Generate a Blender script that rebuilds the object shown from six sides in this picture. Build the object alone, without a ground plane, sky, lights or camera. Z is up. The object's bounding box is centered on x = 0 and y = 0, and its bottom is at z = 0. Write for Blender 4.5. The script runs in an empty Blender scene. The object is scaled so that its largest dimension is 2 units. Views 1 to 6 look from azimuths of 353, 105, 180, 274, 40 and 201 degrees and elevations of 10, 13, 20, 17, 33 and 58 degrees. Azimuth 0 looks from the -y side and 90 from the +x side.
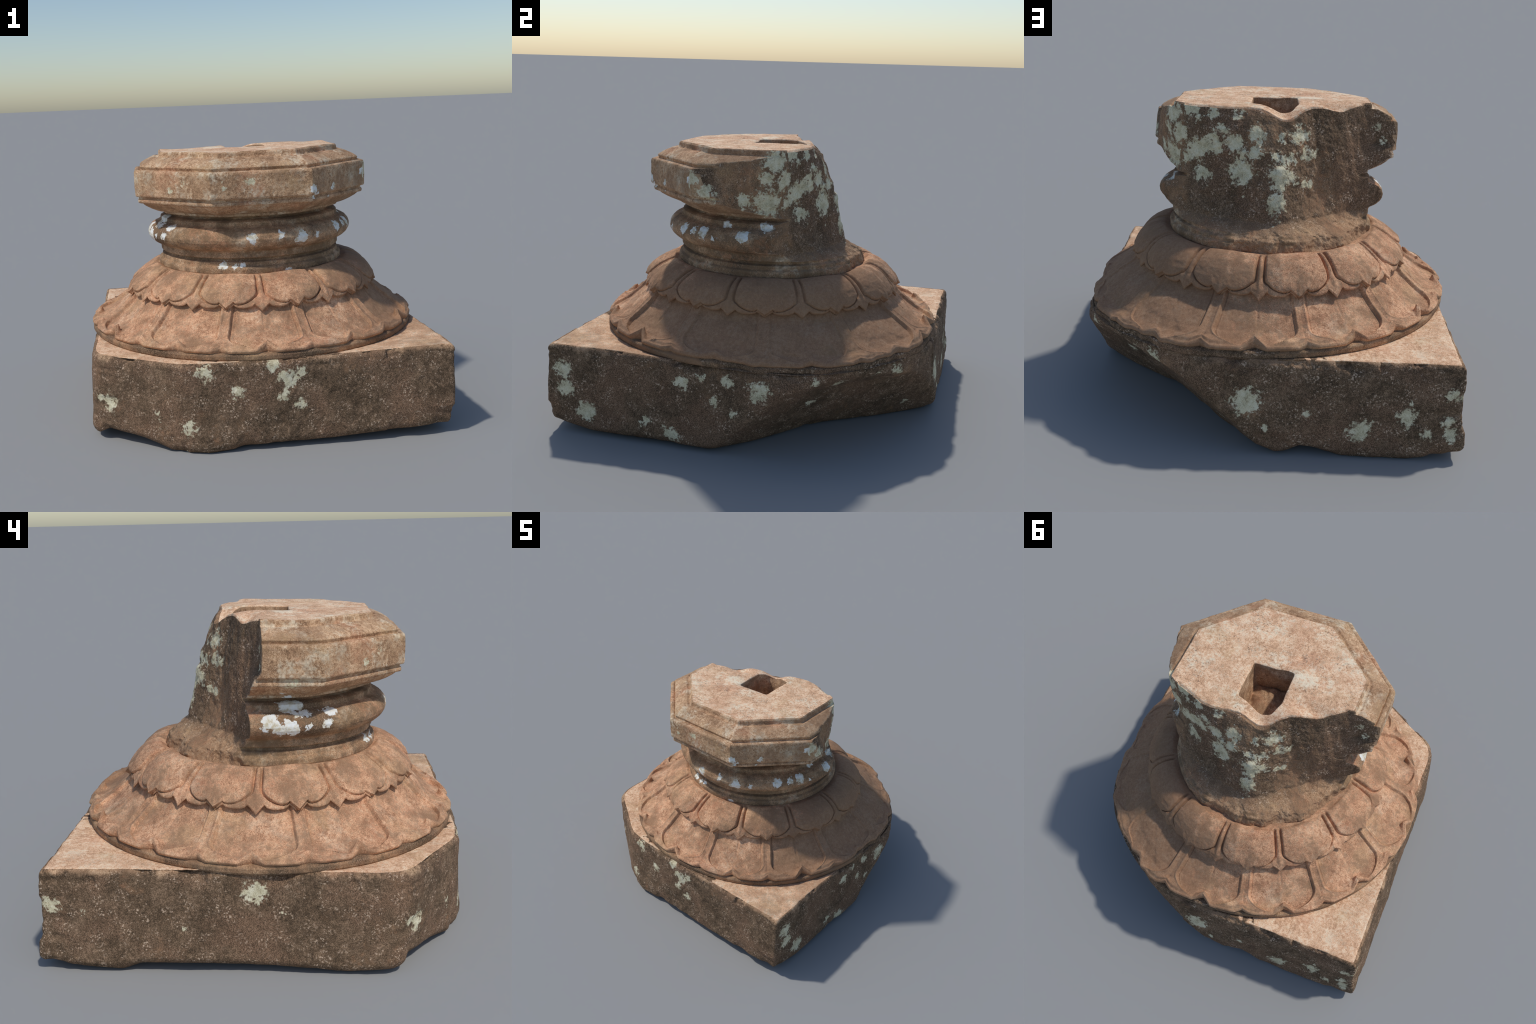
"""Weathered sandstone column base: broken square plinth, two rows of carved
lotus petals, torus neck, octagonal capital with a mortise, broken at the back.

The stone is one surface, lofted round the column's axis along a profile that
runs from the middle of the underside, up over every moulding, over the top and
down into the mortise. Rules displace it (petals, breaks, wear); then its faces
are separated by region into named parts whose borders coincide."""
import bpy, math
import numpy as np

# --------------------------------------------------------------- constants
CX, CY = 0.015, -0.025            # column axis
NT = 1440                         # samples round the axis
TH = np.arange(NT) / NT * 2 * np.pi
DEG = np.degrees(TH)              # 0..360, 0 = +x, 90 = +y
COS, SIN = np.cos(TH), np.sin(TH)
FLOOR = 1.32                      # rubble on the bottom of the mortise
N_PETAL = 12
UP_PHASE, LOW_PHASE = 12.5, 27.5  # azimuth of a petal's middle, degrees


# --------------------------------------------------------------- noise
def _hash(ix, iy, iz, seed):
    h = (ix.astype(np.uint32) * np.uint32(374761393) ^ iy.astype(np.uint32) * np.uint32(668265263)
         ^ iz.astype(np.uint32) * np.uint32(2147483647 - 58) ^ np.uint32(seed * 7919 + 17))
    h = (h ^ (h >> np.uint32(13))) * np.uint32(1274126177)
    h = (h ^ (h >> np.uint32(16))) * np.uint32(2246822519)
    h ^= h >> np.uint32(13)
    return h.astype(np.float32) / np.float32(2 ** 31) - 1.0


def vnoise(x, y, z, scale, seed=0):
    """smooth value noise in -1..1"""
    x = np.asarray(x, np.float32) * scale + 100; y = np.asarray(y, np.float32) * scale + 100
    z = np.asarray(z, np.float32) * scale + 100
    fx, fy, fz = np.floor(x), np.floor(y), np.floor(z)
    ix, iy, iz = fx.astype(np.int32), fy.astype(np.int32), fz.astype(np.int32)
    x, y, z = x - fx, y - fy, z - fz
    x = x * x * x * (x * (x * 6 - 15) + 10); y = y * y * y * (y * (y * 6 - 15) + 10)
    z = z * z * z * (z * (z * 6 - 15) + 10)
    out = 0
    for a in (0, 1):
        wx = x if a else 1 - x
        for b in (0, 1):
            wy = y if b else 1 - y
            for c in (0, 1):
                wz = z if c else 1 - z
                out = out + wx * wy * wz * _hash(ix + a, iy + b, iz + c, seed)
    return out


def fbm(x, y, z, scale, octaves=4, gain=0.5, seed=0):
    out, amp = 0, 1.0
    for i in range(octaves):
        out = out + amp * vnoise(x, y, z, scale * 2.03 ** i, seed + i)
        amp *= gain
    return out


# --------------------------------------------------------------- helpers
def sstep(a, b, x):
    t = np.clip((x - a) / (b - a), 0, 1)
    return t * t * (3 - 2 * t)


def smin(a, b, k):
    h = np.clip(0.5 + 0.5 * (b - a) / k, 0, 1)
    return b + (a - b) * h - k * h * (1 - h)


def bump(x, c, w):
    return np.exp(-((x - c) / w) ** 2)


def ang(deg, c):
    """signed difference of azimuth to c in degrees"""
    return (deg - c + 180) % 360 - 180


def arc(deg, a, b, soft):
    """1 inside the azimuth range a..b, fading over soft degrees outside"""
    mid, half = (a + b) / 2, (b - a) / 2
    return 1 - sstep(half, half + soft, np.abs(ang(deg, mid)))


def round_table(knots):
    """periodic, smooth interpolation of (azimuth, value) knots over DEG"""
    k = sorted((a % 360, v) for a, v in knots)
    a = np.array([q[0] for q in k]); v = np.array([q[1] for q in k])
    a = np.concatenate([a - 360, a, a + 360]); v = np.tile(v, 3)
    return np.interp(DEG, a, v)


def blur(v, deg):
    n = int(deg / 360 * NT * 3) | 1
    x = np.arange(n) - n // 2
    w = np.exp(-(x / (deg / 360 * NT)) ** 2); w /= w.sum()
    m = n // 2
    return np.convolve(np.concatenate([v[-m:], v, v[:m]]), w, 'valid')


def polyline(knots, n):
    """n samples along a polyline of tuples, even along (r, z) length"""
    k = np.array(knots, float)
    d = np.r_[0, np.cumsum(np.hypot(np.diff(k[:, 0]), np.diff(k[:, 1])))]
    t = np.linspace(0, d[-1], n)
    return [np.interp(t, d, k[:, i]) for i in range(k.shape[1])], t / d[-1]


def normals2d(r, z):
    tr, tz = np.gradient(r), np.gradient(z)
    L = np.hypot(tr, tz) + 1e-9
    return tz / L, -tr / L


def polygon_radius(pts):
    """distance from the axis to a closed polygon in every direction"""
    R = np.full(NT, 9.0)
    P = np.array(pts) - (CX, CY)
    for p, q in zip(P, np.roll(P, -1, 0)):
        e = q - p
        den = COS * e[1] - SIN * e[0]
        den = np.where(np.abs(den) < 1e-9, 1e-9, den)
        t = (p[0] * e[1] - p[1] * e[0]) / den
        u = (p[0] * SIN - p[1] * COS) / den
        ok = (t > 0) & (u >= -1e-6) & (u <= 1 + 1e-6)
        R = np.where(ok, np.minimum(R, t), R)
    return R


def petal_wear(phase, seed):
    """how much of the carving survives, petal by petal and along each petal"""
    k = np.floor(((DEG - phase + 15) % 360) / 30)
    rnd = np.random.default_rng(seed).uniform(.78, 1.05, N_PETAL)
    v = blur(rnd[k.astype(int)], 3)
    return v * (1 - .25 * sstep(.2, .9, fbm(COS, SIN, 0 * COS, 5, 3, seed=seed)))


# --------------------------------------------------------------- the breaks
# radius left standing of the broken column shaft: azimuth columns, height rows
FR_AZ = [-30, -22, -8, 5, 18, 30, 45, 58, 72, 85, 97, 110, 125, 140, 150, 160, 168, 174, 179, 183]
FR = {
    1.51: [.9, .66, .59, .55, .515, .425, .355, .295, .245, .235, .24, .245, .24, .255, .285, .335, .385, .435, .48, .9],
    1.40: [.9, .69, .61, .56, .525, .445, .385, .34, .315, .30, .29, .28, .27, .285, .325, .37, .415, .465, .53, .9],
    1.30: [.9, .72, .625, .555, .505, .445, .385, .35, .345, .345, .34, .32, .30, .31, .345, .395, .435, .485, .57, .9],
    1.20: [.9, .9, .62, .535, .485, .44, .39, .355, .35, .36, .365, .34, .32, .325, .365, .415, .46, .54, .9, .9],
    1.07: [.9, .9, .9, .60, .535, .47, .405, .37, .365, .375, .38, .355, .335, .34, .38, .425, .485, .57, .9, .9],
    0.96: [.9, .9, .9, .57, .53, .485, .435, .40, .395, .41, .42, .395, .37, .375, .40, .44, .49, .56, .9, .9],
    0.925: [.9, .9, .9, .56, .54, .52, .485, .475, .46, .46, .475, .455, .43, .44, .45, .48, .515, .55, .9, .9],
    0.895: [.9, .9, .9, .70, .56, .545, .525, .515, .51, .51, .51, .505, .50, .50, .51, .525, .54, .56, .9, .9],
    0.83: [.9, .9, .9, .70, .60, .56, .54, .53, .525, .525, .525, .525, .525, .53, .53, .535, .54, .56, .9, .9],
}


def fracture_radius(z):
    """(NT, n) standing radius for heights z (NT, n)"""
    zs = sorted(FR)
    cols = np.array([blur(round_table(list(zip(FR_AZ, FR[k])) + [(250, .9)]), 1.2) for k in zs])   # (rows, NT)
    z = np.clip(z, zs[0], zs[-1])
    i = np.clip(np.searchsorted(zs, z.ravel(), 'right') - 1, 0, len(zs) - 2).reshape(z.shape)
    za = np.array(zs)
    t = (z - za[i]) / (za[i + 1] - za[i])
    col = np.broadcast_to(np.arange(NT)[:, None], z.shape)
    return cols[i, col] * (1 - t) + cols[i + 1, col] * t


def top_height(x, y):
    """surface of the top, lowered at the spout beside the mortise"""
    z = 1.513 + 0.010 * (y + 0.1) + 0.0035 * fbm(x, y, 0 * x, 5, 4, seed=31)
    z = z - 0.066 * np.exp(-(((x + 0.06) / 0.10) ** 2 + ((y - 0.22) / 0.085) ** 2))
    z = z - 0.035 * np.exp(-(((x + 0.30) / 0.10) ** 2 + ((y - 0.06) / 0.05) ** 2))
    z = z - 0.012 * np.exp(-(((x + 0.11) / 0.018) ** 2 + ((y + 0.25) / 0.02) ** 2))
    z = z - 0.006 * np.exp(-(((x + 0.2) / 0.04) ** 2 + ((y + 0.2) / 0.03) ** 2))
    return z


# --------------------------------------------------------------- plinth outline
TOP_POLY = [(-.932, -.658), (-.83, -.722), (-.67, -.82), (-.50, -.940), (-.32, -.968), (.10, -.978), (.958, -.985),
            (.952, -.5), (.950, .1), (.955, .958), (.10, .955), (-.918, .958), (-.924, .2)]
BOT_POLY = [(-.962, -.665), (-.86, -.70), (-.71, -.79), (-.54, -.93), (-.36, -.982), (.1, -.988), (.962, -1.012),
            (.960, -.4), (.96, .98), (.10, .988), (-.952, .994), (-.958, .2)]
BOTTOM = [(216, .07), (228, .045), (240, .0), (250, .0), (262, .02), (285, .025), (314, .06), (322, .02),
          (340, .02), (357, .015), (10, .0), (85, .0), (93, .01), (97, .02), (101, .045), (105, .035), (109, .0),
          (125, -.0), (130, .02), (134.5, .06), (138, .03), (146, .012), (150, .045), (163, .045), (183, .035),
          (202, .015), (213, .035)]


def wall_radius(z):
    """(NT, n) radius of the plinth's sides at heights z (NT, n)"""
    top = blur(polygon_radius(TOP_POLY), 0.35)[:, None]
    bot = blur(polygon_radius(BOT_POLY), 0.4)[:, None]
    lumpy = arc(DEG, 207, 238, 8)[:, None]              # the south-west corner is worn round
    top = top + (col(blur(top[:, 0], 5)) - top) * lumpy
    bot = bot + (col(blur(bot[:, 0], 4)) - bot) * lumpy
    t = np.clip(z / 0.46, 0, 1)
    r = bot + (top - bot) * t
    # the east side swells out towards the broken corner
    r = r + 0.012 * bump(ang(DEG, 14), 0, 12)[:, None] * np.clip((z - .1) / .3, 0, 1)
    # broken north-east corner: a slanting plane, and the rim of the lotus above it
    den = 0.92 * COS + 0.85 * SIN
    rp = (z + 0.807 - 0.92 * CX - 0.85 * CY) / np.where(den > 0.05, den, 0.05)[:, None]
    rp = rp - bump(ang(DEG, 45), 0, 34)[:, None] * (0.022 + 0.043 * sstep(.43, .33, z))
    rp = np.where((den > 0.05)[:, None], rp, 9.0)
    r = smin(r, rp, 0.03)
    lim = (1.0 - .02 * bump(ang(DEG, 55), 0, 14) + 8 * (1 - arc(DEG, 5, 80, 4)))[:, None]
    return smin(r, lim, 0.02)


def col(v):
    return np.asarray(v)[:, None]


def build_sections():
    S = []                                   # (name, R, Z) arrays (NT, n)
    one = np.ones(NT)

    # underside and sides of the plinth
    zb = blur(round_table(BOTTOM), 0.8)
    q = np.linspace(0, 1, 24)[None, :]
    rb = wall_radius(col(zb))
    S.append(('underside', 0.002 + (rb * 0.93 - 0.002) * q, 0.03 + (col(zb) + 0.004 - 0.03) * q ** 2))
    q = np.linspace(0, 1, 96)[None, :]
    z_edge = (0.478 - 0.0045 * (1.3 * COS - 1.3 * SIN) + 0.018 * bump(ang(DEG, 316), 0, 26))[:, None]
    zz = col(zb) + (z_edge - col(zb)) * q + 0.0
    rw = wall_radius(zz)
    inset = 0.028 * np.clip(1 - q / 0.09, 0, 1) ** 2 + 0.020 * np.clip((q - 0.93) / 0.07, 0, 1) ** 2.5
    S.append(('plinth_side', rw - inset, zz))
    r0 = (rw - inset)[:, -1:]
    q = np.linspace(0.02, 1, 36)[None, :]
    lip = col(blur(round_table([(0, .945), (12, .968), (25, 1.005), (36, 1.01), (45, 1.0), (53, 1.0), (66, 1.005),
                                (80, .972), (95, .957), (130, .957), (180, .963), (225, .955), (270, .935),
                                (315, .965)]), 3))
    tilt = 0.005 * (SIN - COS)[:, None]       # the carved ring sits a trifle higher at the north-west
    S.append(('plinth_top', r0 + (lip - 0.006 - r0) * q, z_edge + (0.474 + tilt - z_edge) * q + 0.003 * np.sin(q * np.pi) - 0.006 * np.clip((.05 - q) / .05, 0, 1)))

    # lower lotus
    ring = [(-.006, .474), (0, .482), (.001, .502), (-.004, .508), (-.009, .511)]
    (dr, z), _ = polyline(ring, 14)
    S.append(('lotus_ring', lip + dr[None, :], one[:, None] * z[None, :] + tilt))
    low = [(-.009, .513), (-.003, .518), (.001, .526), (-.006, .536), (-.028, .540), (-.066, .549), (-.105, .567),
           (-.146, .596), (-.186, .630), (-.217, .657), (-.238, .684), (-.251, .706)]
    (dr, z), s = polyline(low, 92)
    f = np.linspace(0, 1, 92)
    f = (dr - dr.max()) / (dr.min() - dr.max())
    R = lip + dr[None, :]
    R = R + f[None, :] * (0.962 - lip + 0.004 * np.cos(np.radians(DEG + 12))[:, None])   # ring wanders, root stays true
    Z = one[:, None] * z[None, :] + tilt * (1 - f[None, :])
    phi = np.abs(ang(DEG * N_PETAL, LOW_PHASE * N_PETAL)) / 180      # 0 petal middle, 1 between
    a = phi[:, None]; s = s[None, :]
    keep = 1 - 0.58 * arc(DEG, -14, 56, 14) - 0.10 * arc(DEG, 56, 84, 10)
    keep = keep * petal_wear(LOW_PHASE, 71)
    keep = np.clip(keep, 0, 1)[:, None]
    fill = arc(DEG, -12, 68, 16)[:, None] * np.sin(np.clip((f - .02) / .9, 0, 1) * np.pi)[None, :]
    R = R + 0.013 * fill; Z = Z + 0.010 * fill
    Z = Z - 0.008 * arc(DEG, 12, 62, 10)[:, None] * (1 - f[None, :]) ** 3
    s0 = 0.12                                 # where the lip's crest lies
    u = (s - s0) / (1 - s0)
    w = 0.85 * np.sqrt(np.clip(1 - (np.clip(0.34 - u, 0, 9) / 0.36) ** 2, 0.02, 1)) - 0.03 * u
    d = (w - a) * math.radians(15) * R
    on = sstep(-0.02, 0.05, u)
    rel = on * (0.012 - 0.018 * sstep(-0.003, 0.014, d) - 0.017 * bump(d, 0.001, 0.0050)
                + 0.006 * bump(d, -0.012, 0.006)
                - 0.0045 * bump(a, 1.0, 0.035) * sstep(.9, .3, u))
    rel += on * (-0.004 * bump(a, 0, .03) * sstep(.35, .6, u) + 0.006 * bump(a, 0, .10) * sstep(.5, .05, u))
    nr, nz = normals2d(low_r(dr), z)
    R = R + nr[None, :] * rel * keep; Z = Z + nz[None, :] * rel * keep
    peak = np.clip(1 - phi / 0.24, 0, 1) ** 1.1 * 0.046 + np.clip(1 - (1 - phi) / 0.20, 0, 1) ** 1.1 * 0.026
    wl = bump(s, s0 + .015, 0.055) * (s > 0.03)
    Z = Z + col(peak) * keep * wl
    R = R - col(peak) * keep * sstep(.34, .10, s) * 0.80
    Z = Z + col(peak) * keep * 0.5 * sstep(.0, .06, s) * sstep(.12, .08, s)
    lob = col(np.sqrt(np.clip(1 - ((phi - .55) / .42) ** 2, 0, 1))) * keep * sstep(.30, .06, s)
    R = R + 0.005 * lob; Z = Z + 0.002 * lob
    S.append(('lower_lotus', R, Z))

    # upper lotus: underside of its rim, then the dome of petals
    under = [(.712, .710), (.724, .710), (.731, .706)]
    dome = [(.734, .705), (.737, .713), (.726, .735), (.706, .760), (.677, .785), (.642, .807), (.603, .826),
            (.571, .838), (.545, .842)]
    (ru, zu), su = polyline(under, 9)
    (rd, zd), sd = polyline(dome, 104)
    phi = np.abs(ang(DEG * N_PETAL, UP_PHASE * N_PETAL)) / 180
    a = phi[:, None]
    tipf = np.clip(1 - phi / 0.21, 0, 1) ** 1.15 * 0.040 + np.clip(1 - (1 - phi) / 0.20, 0, 1) ** 1.1 * 0.040
    lobe = np.sqrt(np.clip(1 - ((phi - 0.5) / 0.28) ** 2, 0, 1)) * 0.020
    keep = np.clip((1 - 0.28 * arc(DEG, -25, 50, 15) - 0.25 * arc(DEG, 215, 275, 15)) * petal_wear(UP_PHASE, 73), 0, 1)
    drop = col((tipf + lobe - 0.010) * (0.35 + 0.65 * keep))
    kp = keep[:, None]
    Ru = one[:, None] * ru[None, :] + 0.28 * drop * su[None, :]; Zu = one[:, None] * zu[None, :] - drop * su[None, :] ** 0.6
    S.append(('rim_underside', Ru, Zu))
    s = sd[None, :]
    R = one[:, None] * rd[None, :]; Z = one[:, None] * zd[None, :]
    w = 0.87 * np.sqrt(np.clip(1 - (np.clip(0.36 - s, 0, 9) / 0.31) ** 2.3, 0.0, 1))
    d = (w - a) * math.radians(15) * R
    on = sstep(1.0, 0.86, s)
    rel = on * (0.010 * sstep(-0.004, 0.011, d) - 0.016 * bump(d, -0.004, 0.0052)
                + (0.015 * (1 - np.clip(a / np.maximum(w, .1), 0, 1) ** 2) - 0.003) * (d > 0)
                + 0.005 * bump(a, 1, 0.045) * sstep(0.05, .2, s) - 0.003 * bump(a, .9, .03) * sstep(.1, .3, s)
                + 0.005 * bump(a, 0, .05) * sstep(.35, .1, s) + 0.006 * bump(a, 1, .12) * sstep(.35, .05, s))
    nr, nz = normals2d(rd, zd)
    R = R + nr[None, :] * rel * kp; Z = Z + nz[None, :] * rel * kp
    sh = (0.001 + 0.014 * arc(DEG, 0, 120, 35))[:, None]
    Z = Z + sh * np.sin(np.clip((s - .25) / .75, 0, 1) * np.pi)
    Z = Z - drop * sstep(.30, 0.0, s); R = R + drop * 0.28 * sstep(.3, 0, s)
    R = R + 0.014 * np.cos(np.radians(DEG + 12))[:, None] * np.sin(np.pi * s)
    R = R - 0.008 * np.sin(np.pi * s) * arc(DEG, 150, 300, 50)[:, None]
    S.append(('upper_lotus', R, Z))

    # neck: fillet, torus and hollow; round in plan
    neck = [(.540, .838, 0), (.546, .843, 0), (.546, .868, 0), (.541, .877, 0), (.527, .884, 0), (.525, .904, 0),
            (.505, .910, 0), (.502, .921, 0), (.526, .927, 0), (.529, .932, 0), (.529, .960, 0), (.536, .969, 0),
            (.558, .976, 0), (.570, .983, 0), (.588, .999, 0), (.600, 1.019, 0), (.603, 1.038, 0), (.596, 1.060, 0),
            (.578, 1.082, 0), (.555, 1.094, 0), (.538, 1.099, 0), (.527, 1.106, 0), (.525, 1.126, 0), (.506, 1.133, 0),
            (.478, 1.138, 0), (.472, 1.146, 0)]
    cap = [(.472, 1.146, 0), (.476, 1.152, .2), (.504, 1.155, .5), (.509, 1.160, .7), (.510, 1.170, .9), (.524, 1.174, 1),
           (.548, 1.183, 1), (.577, 1.197, 1), (.606, 1.215, 1), (.622, 1.229, 1), (.642, 1.234, 1), (.646, 1.240, 1),
           (.646, 1.252, 1), (.639, 1.257, 1), (.639, 1.267, 1), (.656, 1.271, 1), (.660, 1.278, 1), (.662, 1.330, 1),
           (.661, 1.404, 1), (.657, 1.415, 1),
           (.648, 1.420, 1), (.637, 1.420, 1), (.627, 1.413, 1), (.621, 1.420, 1), (.627, 1.436, 1), (.620, 1.444, 1),
           (.600, 1.456, 1), (.572, 1.470, 1), (.541, 1.483, 1), (.529, 1.479, 1), (.519, 1.480, 1), (.514, 1.488, 1),
           (.512, 1.506, 1), (.504, 1.514, 1)]
    octf = 1 / np.cos(np.radians((DEG + 22.5) % 45 - 22.5))
    octf = blur(octf, 0.35)
    for name, kn, n in (('neck', neck, 150), ('capital', cap, 230)):
        (r, z, m), _ = polyline(kn, n)
        R = r[None, :] * (1 - .004 * m[None, :]) * (1 + m[None, :] * (octf[:, None] - 1))
        R = R - 0.007 * m[None, :] * COS[:, None]
        Z = one[:, None] * z[None, :] + 0.010 * (np.minimum(R, .7) * SIN[:, None]) * np.clip((z - 1.1) / .3, 0, 1)
        S.append((name, R, Z))

    # top and mortise
    hw = 0.123
    hole_poly = [(-.110, -.140), (.130, -.128), (.125, .115), (-.02, .165), (-.085, .150), (-.118, .075)]
    rh = col(blur(polygon_radius(hole_poly), 5.0))
    q = np.linspace(0.012, 1, 84)[None, :]
    r0 = col(0.506 * octf - 0.007 * COS)
    S.append(('top', r0 + (rh - r0) * q, 1.513 * np.ones((NT, 84))))
    q = np.linspace(0.0, 1, 40)[None, :]
    S.append(('mortise', rh * (0.99 - 0.10 * q), 1.505 - 0.24 * q + 0 * rh))
    q = np.linspace(0.05, 0.99, 12)[None, :]
    S.append(('mortise_floor', rh * 0.89 * (1 - q), FLOOR + 0.02 * q + 0 * rh))
    return S


def low_r(dr):
    return dr


def assemble():
    secs = build_sections()
    names, R, Z = [], [], []
    for n, r, z in secs:
        names += [n] * r.shape[1]
        R.append(np.broadcast_to(r, (NT, r.shape[1]))); Z.append(np.broadcast_to(z, (NT, z.shape[1])))
    R = np.concatenate(R, 1).astype(np.float64); Z = np.concatenate(Z, 1).astype(np.float64)
    names = np.array(names)
    X, Y = CX + R * COS[:, None], CY + R * SIN[:, None]

    # general wear: the surface wanders a little everywhere
    plinth = np.isin(names, ('plinth_side',))
    broad = fbm(X, Y, Z, 3.0, 3, seed=5)
    mid = fbm(X, Y, Z, 14, 3, seed=11)
    fine = fbm(X, Y, Z, 60, 3, seed=17)
    amp_b = np.where(plinth, 0.006, 0.0025)[None, :]
    amp_m = np.where(plinth, 0.0028, 0.0016)[None, :]
    top_like = np.isin(names, ('top', 'plinth_top', 'underside'))[None, :]
    inner = np.isin(names, ('mortise', 'mortise_floor'))[None, :]
    d = broad * amp_b + mid * amp_m + fine * 0.0009
    side_w = np.where(top_like | inner, 0.0, 1.0)
    R = R + d * side_w + inner * 0.004 * mid
    fade_top = np.where(np.isin(names, ('plinth_top', 'underside'))[None, :], 1.0, 0.35)
    Z = Z + np.where(inner, 0, (mid * 0.0016 + fine * 0.0008) * fade_top)
    # chips along the bottom arris of the plinth
    low = plinth[None, :] * np.clip(1 - Z / 0.14, 0, 1)
    R = R - low * 0.035 * np.clip(fbm(X, Y, Z, 6, 3, seed=41) - 0.25, 0, 1)

    hi = plinth[None, :] * sstep(.40, .475, Z)
    chip = np.clip(fbm(X, Y, Z, 8, 4, seed=43) - .15, 0, 1)
    R = R - hi * 0.040 * chip; Z = Z - hi * 0.012 * chip
    edge = plinth * 1.0
    corner = np.maximum(bump(ang(DEG, 314), 0, 4), np.maximum(bump(ang(DEG, 134), 0, 4), bump(ang(DEG, 216), 0, 5)))[:, None]
    R = R - plinth[None, :] * corner * 0.024 * np.clip(fbm(X * .3, Y * .3, Z, 10, 3, seed=47) + .05, 0, 1)

    # broken lip of the lotus on the east and north-east
    lipw = np.isin(names, ('lotus_ring', 'lower_lotus'))[None, :] * np.clip((R - .84) / .1, 0, 1)
    brk = arc(DEG, 5, 62, 8)[:, None]
    R = R - lipw * brk * 0.022 * np.clip(fbm(X, Y, 0 * Z, 6, 3, seed=51) + .1, 0, 1)
    Z = Z - lipw * brk * 0.006 * (1 + fbm(X, Y, 0 * Z, 9, 2, seed=53))

    # the column's break
    colm = np.isin(names, ('neck', 'capital', 'top'))
    zc = Z[:, colm]; rc = R[:, colm]
    xc, yc = CX + rc * COS[:, None], CY + rc * SIN[:, None]
    rf = fracture_radius(zc)
    px, py = COS[:, None] * rf, SIN[:, None] * rf
    rough = 0.010 * fbm(px, py, zc * .7, 8, 4, .5, seed=61) + 0.0035 * fbm(px, py, zc, 34, 3, seed=67) \
        + 0.012 * np.clip(np.abs(vnoise(px, py, zc * .5, 11, 69)) - .3, 0, 1)
    rough = rough * (1 + .9 * sstep(.97, .92, zc))
    # a small hooked step half way up
    step = 0.014 * bump(ang(DEG, 99), 0, 7)[:, None] * sstep(1.245, 1.225, zc)
    rf = rf + rough + step
    is_top = np.isin(names[colm], ('top',))[None, :]
    side = smin(rc, rf, 0.007)
    # top: squeeze the rings between the broken edge and the mortise
    r_in = rc[:, -1:]
    r_out = rc[:, is_top[0]][:, :1]
    edge = np.minimum(r_out, fracture_radius(np.full((NT, 1), 1.50)) + rough[:, is_top[0]][:, :1] - 0.004)
    edge = np.maximum(edge, r_in + 0.02)
    k = (rc - r_in) / (r_out - r_in)
    topr = r_in + (edge - r_in) * k
    rc = np.where(is_top, topr, side)
    broken = (rf < R[:, colm] - 0.004) & ~is_top
    xc, yc = CX + rc * COS[:, None], CY + rc * SIN[:, None]
    th = top_height(xc, yc)
    edge_round = 0.012 * np.clip((k - .93) / .07, 0, 1) ** 2
    zc = np.where(is_top, th - edge_round * (rc < .48) - 0.004 * np.clip((.06 - k) / .06, 0, 1),
                  np.minimum(zc, th - 0.010))
    zc = np.where(~is_top & ~broken & (zc > 1.45), np.minimum(Z[:, colm], th), zc)
    R[:, colm] = rc; Z[:, colm] = zc
    brk_full = np.zeros(R.shape, bool); brk_full[:, colm] = broken
    # chips on the east edge of the capital's slope
    # mortise rim follows the top
    mi = np.where(names == 'mortise')[0]
    rim = Z[:, np.where(names == 'top')[0][-1]][:, None]
    q = np.linspace(0.02, 1, len(mi))[None, :]
    Z[:, mi] = rim + (FLOOR - rim) * q
    X, Y = CX + R * COS[:, None], CY + R * SIN[:, None]
    fl = np.isin(names, ('mortise_floor',))
    Z[:, fl] += 0.014 * fbm(X[:, fl], Y[:, fl], Z[:, fl] * 0, 16, 3, seed=81) - 0.05 * (Y[:, fl] + .03) * 2
    Z = np.maximum(Z, 0.0)
    return names, X, Y, Z, brk_full


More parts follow.
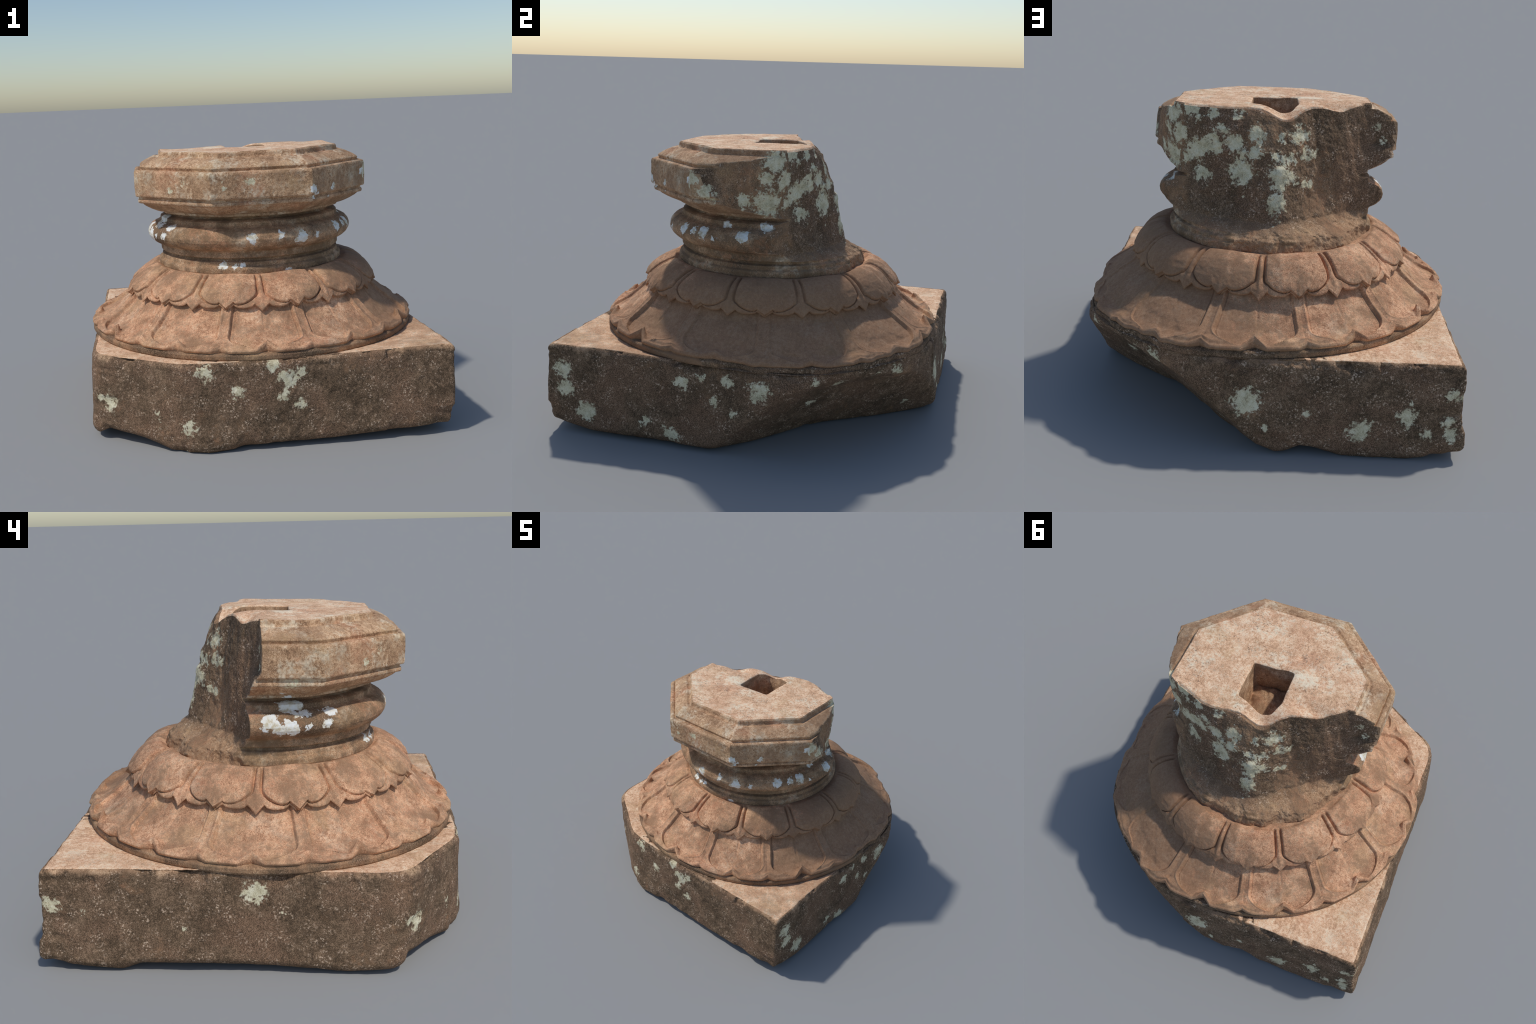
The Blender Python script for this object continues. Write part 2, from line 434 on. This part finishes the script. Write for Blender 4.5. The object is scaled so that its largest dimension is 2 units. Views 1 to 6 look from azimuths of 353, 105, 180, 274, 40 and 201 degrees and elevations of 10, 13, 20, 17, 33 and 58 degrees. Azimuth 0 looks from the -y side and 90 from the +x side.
# --------------------------------------------------------------- materials
# places (x, y, z, radius) where the larger rosettes of grey-green lichen grow
PLINTH_LICHEN = [
    (-0.35, -0.95, 0.43, 0.046), (-0.18, -0.96, 0.33, 0.037), (-0.01, -0.97, 0.45, 0.034), (0.07, -0.97, 0.37, 0.055), (0.05, -0.98, 0.29, 0.033), (0.14, -0.97, 0.41, 0.029),
    (-0.07, -0.97, 0.25, 0.013), (-0.58, -0.86, 0.19, 0.027), (-0.59, -0.85, 0.12, 0.02), (-0.43, -0.93, 0.13, 0.048), (-0.86, -0.72, 0.22, 0.053), (-0.89, -0.71, 0.15, 0.017),
    (-0.91, -0.69, 0.32, 0.014), (0.13, -0.98, 0.24, 0.029), (0.95, -0.23, 0.37, 0.039), (0.95, -0.13, 0.4, 0.019), (0.95, -0.06, 0.29, 0.026), (0.96, 0.01, 0.4, 0.033),
    (0.97, 0.18, 0.37, 0.053), (0.96, 0.05, 0.23, 0.016), (0.95, -0.9, 0.35, 0.048), (0.95, -0.88, 0.25, 0.042), (0.95, -0.77, 0.14, 0.053), (0.96, -0.29, 0.08, 0.041),
    (0.9, 0.46, 0.42, 0.03), (0.77, 0.54, 0.38, 0.034), (0.72, 0.39, 0.25, 0.032), (0.65, 0.72, 0.41, 0.024), (0.55, 0.82, 0.41, 0.038), (0.21, 0.82, 0.11, 0.021),
    (0.96, -0.43, 0.13, 0.03), (0.09, 0.97, 0.28, 0.07), (-0.2, 0.97, 0.23, 0.023), (-0.45, 0.98, 0.15, 0.054), (-0.66, 0.97, 0.22, 0.045), (-0.69, 0.97, 0.3, 0.016),
    (-0.87, 0.97, 0.34, 0.037), (-0.86, 0.98, 0.21, 0.037), (-0.88, 0.98, 0.14, 0.033), (0, 0.98, 0.16, 0.016), (-0.75, 0.98, 0.14, 0.028), (0.64, 0.76, 0.45, 0.022),
    (0.52, 0.85, 0.43, 0.02), (-0.93, 0.01, 0.39, 0.051), (-0.94, 0.77, 0.29, 0.013), (-0.93, -0.12, 0.3, 0.01), (-0.94, 0.32, 0.22, 0.01), (-0.93, 0.92, 0.32, 0.036),
    (-0.9, -0.69, 0.24, 0.035),
]
# the same on the capital and on the broken face
CAPITAL_LICHEN = [
    (-0.18, -0.68, 1.33, 0.02), (-0.05, -0.68, 1.35, 0.022), (0.05, -0.55, 0.89, 0.001), (0.67, -0.29, 1.36, 0.038), (0.67, -0.21, 1.29, 0.046), (0.59, -0.04, 1.26, 0.04),
    (-0.45, -0.49, 1.31, 0.017), (-0.62, -0.16, 1.24, 0.03), (-0.46, -0.48, 1.3, 0.021), (-0.38, -0.55, 1.35, 0.021),
]
BREAK_LICHEN = [
    (0.53, 0.12, 1.46, 0.047), (0.52, 0.08, 1.24, 0.057), (0.55, 0.07, 1.37, 0.033), (0.49, 0.15, 1.36, 0.04), (0.38, 0.2, 1.29, 0.041), (0.31, 0.24, 1.35, 0.032),
    (0.34, 0.22, 1.17, 0.034), (0.13, 0.29, 1.19, 0.029), (0.15, 0.28, 1.29, 0.021), (0.43, 0.17, 1.48, 0.027), (0.3, 0.23, 1.48, 0.023), (0.45, 0.15, 1.23, 0.024),
    (0.5, 0.14, 1.46, 0.035), (0.42, 0.17, 1.5, 0.039), (0.38, 0.2, 1.45, 0.016), (0.31, 0.23, 1.48, 0.026), (0.49, 0.15, 1.35, 0.037), (0.4, 0.19, 1.28, 0.044),
    (0.34, 0.22, 1.32, 0.034), (0.29, 0.24, 1.31, 0.034), (0.26, 0.26, 1.4, 0.022), (0.19, 0.27, 1.34, 0.031), (0.09, 0.28, 1.39, 0.037), (0.18, 0.24, 1.48, 0.021),
    (-0.13, 0.23, 1.38, 0.04), (-0.05, 0.28, 1.38, 0.023), (-0.17, 0.24, 1.29, 0.029), (-0.06, 0.32, 1.28, 0.019), (0.16, 0.28, 1.2, 0.052), (0.09, 0.31, 1.3, 0.031),
    (-0.01, 0.32, 1.29, 0.024), (0.37, 0.2, 1.17, 0.032), (-0.04, 0.36, 1.19, 0.053), (-0.16, 0.27, 1.14, 0.026), (-0.02, 0.38, 1.06, 0.042), (0.14, 0.29, 1.09, 0.016),
    (-0.54, -0.01, 1.39, 0.016), (-0.16, 0.22, 1.38, 0.028), (-0.09, 0.3, 1.27, 0.025), (-0.21, 0.2, 1.28, 0.021), (-0.09, 0.32, 1.18, 0.027), (-0.17, 0.25, 1.14, 0.025),
]
# smooth white lichen on the neck and the capital
WHITE_NECK = [
    (-0.04, -0.62, 1.05, 0.024), (0.24, -0.58, 1.03, 0.035), (0.33, -0.54, 1.03, 0.015), (0.46, -0.41, 1.06, 0.025), (-0.47, -0.32, 1.09, 0.022), (-0.51, -0.31, 1.04, 0.017),
    (-0.53, -0.17, 1.08, 0.019), (-0.57, -0.15, 1.04, 0.015), (-0.19, -0.52, 0.88, 0.021), (-0.13, -0.54, 0.88, 0.021), (-0.08, -0.54, 0.89, 0.017), (0.17, -0.55, 0.84, 0.023),
    (0.12, -0.61, 1.06, 0.018), (0.47, -0.41, 1.06, 0.028), (0.52, -0.33, 1.06, 0.017), (0.55, -0.26, 1.07, 0.03), (0.53, 0.08, 1.11, 0.035), (0.6, -0.03, 1.07, 0.031),
    (0.59, -0.19, 1.04, 0.012), (0.53, -0.14, 1.11, 0.024), (-0.5, -0.14, 1.12, 0.041), (-0.49, -0.17, 1.12, 0.026), (-0.52, -0.22, 1.09, 0.027), (-0.58, -0.06, 1.06, 0.04),
    (-0.58, -0.1, 1.03, 0.03), (-0.57, -0.15, 1.03, 0.035), (-0.46, -0.33, 1.09, 0.024), (-0.51, -0.32, 1.04, 0.022), (-0.55, -0.23, 1.03, 0.014), (-0.55, -0.11, 1.18, 0.014),
]
WHITE_CAPITAL = [
    (0.3, -0.67, 1.31, 0.022), (0.43, -0.54, 1.3, 0.018), (0.65, -0.32, 1.35, 0.016), (0.3, -0.66, 1.26, 0.021), (0.41, -0.55, 1.25, 0.015),
]

class Nodes:
    """small helper to write shader trees as expressions"""

    def __init__(self, tree):
        self.t = tree

    def add(self, kind, **props):
        n = self.t.nodes.new(kind)
        for k, v in props.items():
            setattr(n, k, v)
        return n

    def put(self, sock, v):
        if isinstance(v, bpy.types.NodeSocket):
            self.t.links.new(v, sock)
        else:
            sock.default_value = v

    def math(self, op, a, b=0.0, c=0.0, clamp=False):
        n = self.add('ShaderNodeMath', operation=op, use_clamp=clamp)
        for s, v in zip(n.inputs, (a, b, c)):
            self.put(s, v)
        return n.outputs[0]

    def vmath(self, op, a, b=None, scale=None):
        n = self.add('ShaderNodeVectorMath', operation=op)
        self.put(n.inputs[0], a)
        if b is not None:
            self.put(n.inputs[1], b)
        if scale is not None:
            n.inputs['Scale'].default_value = scale
        return n.outputs['Value'] if op in ('DISTANCE', 'LENGTH', 'DOT_PRODUCT') else n.outputs[0]

    def noise(self, p, scale, detail=4.0, rough=.55, dist=0.0, color=False):
        n = self.add('ShaderNodeTexNoise')
        self.put(n.inputs['Vector'], p)
        n.inputs['Scale'].default_value = scale; n.inputs['Detail'].default_value = detail
        n.inputs['Roughness'].default_value = rough; n.inputs['Distortion'].default_value = dist
        return n.outputs['Color' if color else 'Fac']

    def voronoi(self, p, scale, out='Distance', rnd=1.0):
        n = self.add('ShaderNodeTexVoronoi')
        self.put(n.inputs['Vector'], p)
        n.inputs['Scale'].default_value = scale; n.inputs['Randomness'].default_value = rnd
        return n.outputs[out]

    def step(self, a, b, x):
        n = self.add('ShaderNodeMapRange', interpolation_type='SMOOTHSTEP')
        self.put(n.inputs['Value'], x)
        n.inputs['From Min'].default_value = a; n.inputs['From Max'].default_value = b
        return n.outputs['Result']

    def ramp(self, x, stops):
        n = self.add('ShaderNodeValToRGB')
        self.put(n.inputs[0], x)
        e = n.color_ramp.elements
        while len(e) < len(stops):
            e.new(.5)
        for el, (p, c) in zip(e, stops):
            el.position = p; el.color = (*c, 1)
        return n.outputs[0]

    def mix(self, f, a, b):
        n = self.add('ShaderNodeMix', data_type='RGBA')
        self.put(n.inputs['Factor'], f)
        for s, v in ((n.inputs['A'], a), (n.inputs['B'], b)):
            pass
        self.put(n.inputs[6], a if isinstance(a, bpy.types.NodeSocket) else (*a, 1))
        self.put(n.inputs[7], b if isinstance(b, bpy.types.NodeSocket) else (*b, 1))
        return n.outputs[2]

    def scale(self, p, v):
        return self.vmath('MULTIPLY', p, v)


_groups = {}


def blob_group(name, blobs):
    """node group: Vector in, 'Near' out = depth inside the nearest rosette, 0 at its
    rim and 1 in its middle, negative outside"""
    if name in _groups:
        return _groups[name]
    g = bpy.data.node_groups.new(name, 'ShaderNodeTree')
    g.interface.new_socket('Vector', in_out='INPUT', socket_type='NodeSocketVector')
    g.interface.new_socket('Near', in_out='OUTPUT', socket_type='NodeSocketFloat')
    N = Nodes(g)
    gi, go = N.add('NodeGroupInput'), N.add('NodeGroupOutput')
    out = None
    for x, y, z, r in blobs:
        d = N.vmath('DISTANCE', gi.outputs[0], (x, y, z))
        d = N.math('MULTIPLY_ADD', d, -1.0 / r, 1.0)
        out = d if out is None else N.math('MAXIMUM', out, d)
    N.put(go.inputs[0], out)
    _groups[name] = g
    return g


def stone_material(name, tones, stain=.5, stain_tone=(.27, .160, .093), crust=0.0, specks=0.0, pale=None, white=None,
                   scatter=0.0, spots=0.0, streak=1.0, brown_east=0.0, cream=0.0, bump=.35,
                   bare=None):
    """tones: dark, middle and light sandstone; stain: brown patches; crust: share under dark
    biofilm; specks: pale crumbs in the crust; pale, white: named rosettes; scatter: further
    small rosettes; spots: dark dots; cream: bleached patches; bare: heights from..to over which
    the biofilm ends in a ragged edge"""
    m = bpy.data.materials.new(name); m.use_nodes = True
    nt = m.node_tree; N = Nodes(nt)
    b = nt.nodes['Principled BSDF']
    P = N.add('ShaderNodeTexCoord').outputs['Object']
    PS = N.scale(P, (1, 1, streak))
    big = N.noise(PS, 2.6, 5, .6, .3)
    mid = N.noise(PS, 11, 7, .70, .05)
    fine = N.noise(P, 60, 4, .65)
    grain = N.noise(P, 230, 2, .6)
    t = N.math('ADD', N.math('MULTIPLY', mid, .34), N.math('MULTIPLY', fine, .32))
    t = N.math('ADD', t, N.math('MULTIPLY', grain, .34))
    colr = N.ramp(t, [(.42, tones[0]), (.50, tones[1]), (.58, tones[2])])
    # slow drift of hue between pink and ochre
    hue = N.noise(N.vmath('ADD', P, (4.2, 1.7, 3.1)), 4.5, 4, .6)
    colr = N.mix(N.math('MULTIPLY', N.step(.52, .68, hue), .30), colr, (.62, .27, .15))
    colr = N.mix(N.math('MULTIPLY', N.step(.46, .32, hue), .30), colr, (.52, .36, .19))
    if cream:
        c = N.step(.50, .66, N.math('ADD', N.math('MULTIPLY', N.noise(N.vmath('ADD', P, (9, 2, 5)), 7, 6, .7), .7),
                                   N.math('MULTIPLY', fine, .3)))
        colr = N.mix(N.math('MULTIPLY', c, cream), colr, (.90, .80, .60))
    if stain:
        sm = N.math('ADD', N.math('MULTIPLY', N.noise(N.vmath('ADD', PS, (1.3, 7.7, 2.9)), 7.5, 8, .74, .05), .62),
                    N.math('MULTIPLY', fine, .38))
        if brown_east:  # browner towards the east and, less so, the north
            sx = N.add('ShaderNodeSeparateXYZ'); N.put(sx.inputs[0], P)
            e = N.math('MULTIPLY_ADD', sx.outputs[1], .35, sx.outputs[0])
            sm = N.math('ADD', sm, N.math('MULTIPLY', N.step(.1, .75, e), brown_east))
        s = N.step(.53 - .14 * stain, .66 - .10 * stain, sm)
        colr = N.mix(N.math('MULTIPLY', s, min(1, .45 + .5 * stain)), colr, stain_tone)
    if spots:
        v = N.noise(N.vmath('ADD', P, (3, 3, 3)), 90, 3, .6)
        v = N.math('MULTIPLY', N.step(.56, .68, v), N.step(.42, .62, N.noise(P, 6, 4, .6)))
        colr = N.mix(N.math('MULTIPLY', v, spots), colr, (.16, .11, .08))
    if crust:
        cm = N.math('ADD', N.math('MULTIPLY', big, .50), N.math('MULTIPLY', mid, .36))
        cm = N.math('ADD', cm, N.math('MULTIPLY', fine, .14))
        th = .62 - .30 * crust
        k = N.step(th - .05, th + .06, cm)
        if bare:
            sz = N.add('ShaderNodeSeparateXYZ'); N.put(sz.inputs[0], P)
            zz = N.math('ADD', sz.outputs[2], N.math('MULTIPLY', N.math('SUBTRACT', mid, .5), .10))
            zz = N.math('ADD', zz, N.math('MULTIPLY', N.math('SUBTRACT', fine, .5), .05))
            k = N.math('MULTIPLY', k, N.step(bare[0], bare[1], zz))
        dark = N.ramp(N.math('ADD', N.math('ADD', N.math('MULTIPLY', fine, .24), N.math('MULTIPLY', grain, .44)), N.math('MULTIPLY', mid, .32)),
                      [(.39, (.050, .035, .022)), (.50, (.145, .094, .057)), (.61, (.34, .225, .142))])
        dark = N.mix(N.math('MULTIPLY', N.step(.45, .62, N.noise(N.vmath('ADD', PS, (5, 1, 8)), 3.4, 5, .6)), .6),
                     dark, N.mix(N.step(.40, .60, grain), (.115, .070, .043), (.34, .20, .125)))
        if specks:
            v = N.voronoi(N.vmath('ADD', P, N.vmath('SCALE', N.noise(P, 40, 3, .6, 0, True), scale=.03)), 85)
            w = N.math('MULTIPLY', N.step(.42, .24, v), N.step(.47, .64, N.noise(P, 15, 5, .7)))
            dark = N.mix(N.math('MULTIPLY', w, specks), dark, (.62, .46, .33))
        colr = N.mix(k, colr, dark)
    # lichen
    warp = N.vmath('SUBTRACT', N.noise(P, 16, 3, .6, 0, True), (.5, .5, .5))
    warp2 = N.vmath('SUBTRACT', N.noise(P, 75, 3, .7, 0, True), (.5, .5, .5))
    W = N.vmath('ADD', P, N.vmath('ADD', N.vmath('SCALE', warp, scale=.085), N.vmath('SCALE', warp2, scale=.040)))
    pale_tone = N.ramp(N.math('ADD', N.math('MULTIPLY', N.noise(P, 20, 5, .7), .6), N.math('MULTIPLY', grain, .4)),
                       [(.36, (.38, .32, .20)), (.48, (.70, .63, .42)), (.62, (.86, .81, .62))])
    fac = None
    if pale:
        g = N.add('ShaderNodeGroup'); g.node_tree = blob_group(*pale)
        N.put(g.inputs[0], W)
        holes = N.math('MULTIPLY', N.math('SUBTRACT', N.noise(P, 34, 5, .75), .5), 2.6)
        fac = N.step(-.10, .30, N.math('ADD', g.outputs[0], N.math('ADD', N.math('MULTIPLY', N.math('SUBTRACT', fine, .5), 1.6), holes)))
    if scatter:
        v = N.voronoi(W, 9.0)
        v2 = N.voronoi(W, 9.0, 'Color')
        sep = N.add('ShaderNodeSeparateColor'); N.put(sep.inputs[0], v2)
        r = N.math('MULTIPLY', N.step(1 - scatter, 1.0, sep.outputs[0]), .34)
        f2 = N.step(0, .07, N.math('SUBTRACT', r, N.math('ADD', v, N.math('MULTIPLY', N.math('SUBTRACT', fine, .5), .35))))
        f2 = N.math('MULTIPLY', f2, N.step(.40, .55, big))
        fac = f2 if fac is None else N.math('MAXIMUM', fac, f2)
    if fac is not None:
        colr = N.mix(N.math('MULTIPLY', fac, .92), colr, pale_tone)
    if white:
        g = N.add('ShaderNodeGroup'); g.node_tree = blob_group(*white)
        N.put(g.inputs[0], W)
        f3 = N.step(.03, .15, N.math('ADD', g.outputs[0], N.math('MULTIPLY', N.math('SUBTRACT', fine, .5), .6)))
        wt = N.ramp(N.noise(P, 28, 4, .7), [(.36, (.58, .50, .35)), (.48, (.78, .75, .66)), (.62, (.84, .85, .83))])
        colr = N.mix(f3, colr, wt)
    N.put(b.inputs['Base Color'], colr)
    b.inputs['Roughness'].default_value = .92
    b.inputs['Specular IOR Level'].default_value = .18
    bn = N.add('ShaderNodeBump'); bn.inputs['Strength'].default_value = bump; bn.inputs['Distance'].default_value = .006
    N.put(bn.inputs['Height'], N.math('ADD', N.math('MULTIPLY', fine, .6), N.math('MULTIPLY', grain, .4)))
    N.put(b.inputs['Normal'], bn.outputs[0])
    return m


SAND = ((.33, .172, .096), (.64, .345, .196), (.90, .56, .34))
BLEACHED = ((.50, .29, .17), (.82, .51, .31), (.95, .74, .52))
WEATHERED = ((.25, .145, .082), (.50, .30, .168), (.78, .54, .34))
COLUMN_PALE = ('column_lichen', CAPITAL_LICHEN + [(x, y, z, 1.3 * r) for x, y, z, r in BREAK_LICHEN])
COLUMN_WHITE = ('white_lichen', [(x, y, z, 1.25 * r) for x, y, z, r in WHITE_NECK + WHITE_CAPITAL])
LOOKS = {
    'plinth': dict(tones=WEATHERED, stain=.8, crust=.74, bare=(.50, .455), specks=.9, pale=('plinth_lichen', PLINTH_LICHEN), scatter=.03,
                   bump=.5),
    'crusted_ledge': dict(tones=WEATHERED, stain=.8, crust=.72, specks=.8, pale=('plinth_lichen', PLINTH_LICHEN), bump=.5),
    'plinth_ledge': dict(tones=BLEACHED, stain=.15, cream=.40, brown_east=.10),
    'base_ring': dict(tones=WEATHERED, stain=.8, brown_east=.12, crust=.42),
    'lower_petal': dict(tones=SAND, stain=.62, brown_east=.18, cream=.22),
    'petal_rim': dict(tones=SAND, stain=.7, brown_east=.12),
    'upper_petal': dict(tones=SAND, stain=.72, brown_east=.18, cream=.20, streak=.6),
    'neck_molding': dict(tones=WEATHERED, stain=.85, crust=.28, pale=COLUMN_PALE, white=COLUMN_WHITE, cream=.60,
                         stain_tone=(.20, .125, .07)),
    'octagonal_capital': dict(tones=WEATHERED, stain=.40, cream=.72, pale=COLUMN_PALE, white=COLUMN_WHITE, brown_east=.10),
    'capital_top': dict(tones=BLEACHED, stain=.10, cream=.85, spots=.9),
    'mortise': dict(tones=WEATHERED, stain=.6, cream=.2),
    'broken_face': dict(tones=WEATHERED, stain=.8, crust=.62, bare=(.90, .99), specks=1.0, streak=.45, pale=COLUMN_PALE, white=COLUMN_WHITE,
                        scatter=.35, bump=.6),
}


# --------------------------------------------------------------- build objects
def main():
    names, X, Y, Z, brk = assemble()
    n = X.shape[1]
    V = np.stack([X, Y, Z], -1)                         # (NT, n, 3)
    nq = n - 1
    # smooth normals of the whole surface
    du = np.roll(V, -1, 0) - np.roll(V, 1, 0)
    dv = np.gradient(V, axis=1)
    NRM = np.cross(du, dv); NRM /= np.linalg.norm(NRM, axis=-1, keepdims=True) + 1e-12

    # region of every quad: sections in the path direction, petals round the axis
    sec = names[:-1]
    part = np.empty((NT, nq), dtype=object)
    group = {'underside': 'plinth', 'plinth_side': 'plinth', 'plinth_top': 'plinth_ledge', 'lotus_ring': 'base_ring',
             'rim_underside': 'petal_rim', 'neck': 'neck_molding', 'capital': 'octagonal_capital',
             'top': 'capital_top', 'mortise': 'mortise', 'mortise_floor': 'mortise'}
    dd = ang(DEG, 43)
    jit = 8 * fbm(X, Y, Z, 9, 4, .6, seed=91)
    bare_ledge = (np.abs(dd[:, None] + jit) < 61) | (np.abs(ang(DEG, 270)[:, None] + jit) < 16)
    bare_ring = np.abs(dd[:, None] + jit) < 50
    low_i = np.floor(((DEG + .125 - LOW_PHASE + 15) % 360) / 30).astype(int)
    up_i = np.floor(((DEG + .125 - UP_PHASE + 15) % 360) / 30).astype(int)
    for j in range(nq):
        s = sec[j]
        if s == 'lower_lotus':
            part[:, j] = [('lower_petal', k) for k in low_i]
        elif s == 'upper_lotus':
            part[:, j] = [('upper_petal', k) for k in up_i]
        else:
            for i in range(NT):
                g = group[s]
                if (s == 'plinth_top' and bare_ledge[i, j]) or (s == 'lotus_ring' and bare_ring[i, j]):
                    g = 'crusted_ledge'
                part[i, j] = (g, 0)
    bq = brk[:, :-1] & brk[:, 1:] & np.roll(brk, -1, 0)[:, :-1]
    for i, j in zip(*np.where(bq)):
        part[i, j] = ('broken_face', 0)

    root = bpy.data.objects.new('stone_column_base', None)
    root.empty_display_size = .2
    root['label'] = 'weathered broken sandstone column base with carved lotus petals'
    root['category'] = 'column base'
    bpy.context.scene.collection.objects.link(root)
    parents = {'lower_petal': 'base_ring', 'upper_petal': 'petal_rim', 'plinth_ledge': 'plinth', 'crusted_ledge': 'plinth',
               'capital_top': 'octagonal_capital', 'mortise': 'octagonal_capital'}
    mats = {}

    def mat(k):
        if k not in mats:
            mats[k] = stone_material('sandstone_' + k, **LOOKS[k])
        return mats[k]

    keys = {}
    flat = part.ravel()
    for idx, k in enumerate(flat):
        keys.setdefault(k, []).append(idx)
    made = {}
    I = np.arange(NT * nq) // nq; J = np.arange(NT * nq) % nq
    quad = np.stack([I * n + J, ((I + 1) % NT) * n + J, ((I + 1) % NT) * n + J + 1, I * n + J + 1], -1)
    Vf, Nf = V.reshape(-1, 3), NRM.reshape(-1, 3)
    order = sorted(keys, key=lambda k: (k[0] in parents, k[0], k[1]))
    for k in order:
        q = quad[np.array(keys[k])]
        used, inv = np.unique(q, return_inverse=True)
        inv = inv.reshape(-1, 4)
        me = bpy.data.meshes.new(k[0])
        me.vertices.add(len(used)); me.vertices.foreach_set('co', Vf[used].ravel())
        me.loops.add(inv.size); me.loops.foreach_set('vertex_index', inv.ravel().astype(np.int32))
        me.polygons.add(len(inv)); me.polygons.foreach_set('loop_start', np.arange(0, inv.size, 4, dtype=np.int32))
        me.update(calc_edges=True)
        me.polygons.foreach_set('use_smooth', np.ones(len(inv), bool))
        me.normals_split_custom_set_from_vertices(Nf[used].tolist())
        me.materials.append(mat(k[0]))
        ob = bpy.data.objects.new(k[0], me)
        bpy.context.scene.collection.objects.link(ob)
        made.setdefault(k[0], ob)
        ob.parent = made[parents[k[0]]] if k[0] in parents else root


main()
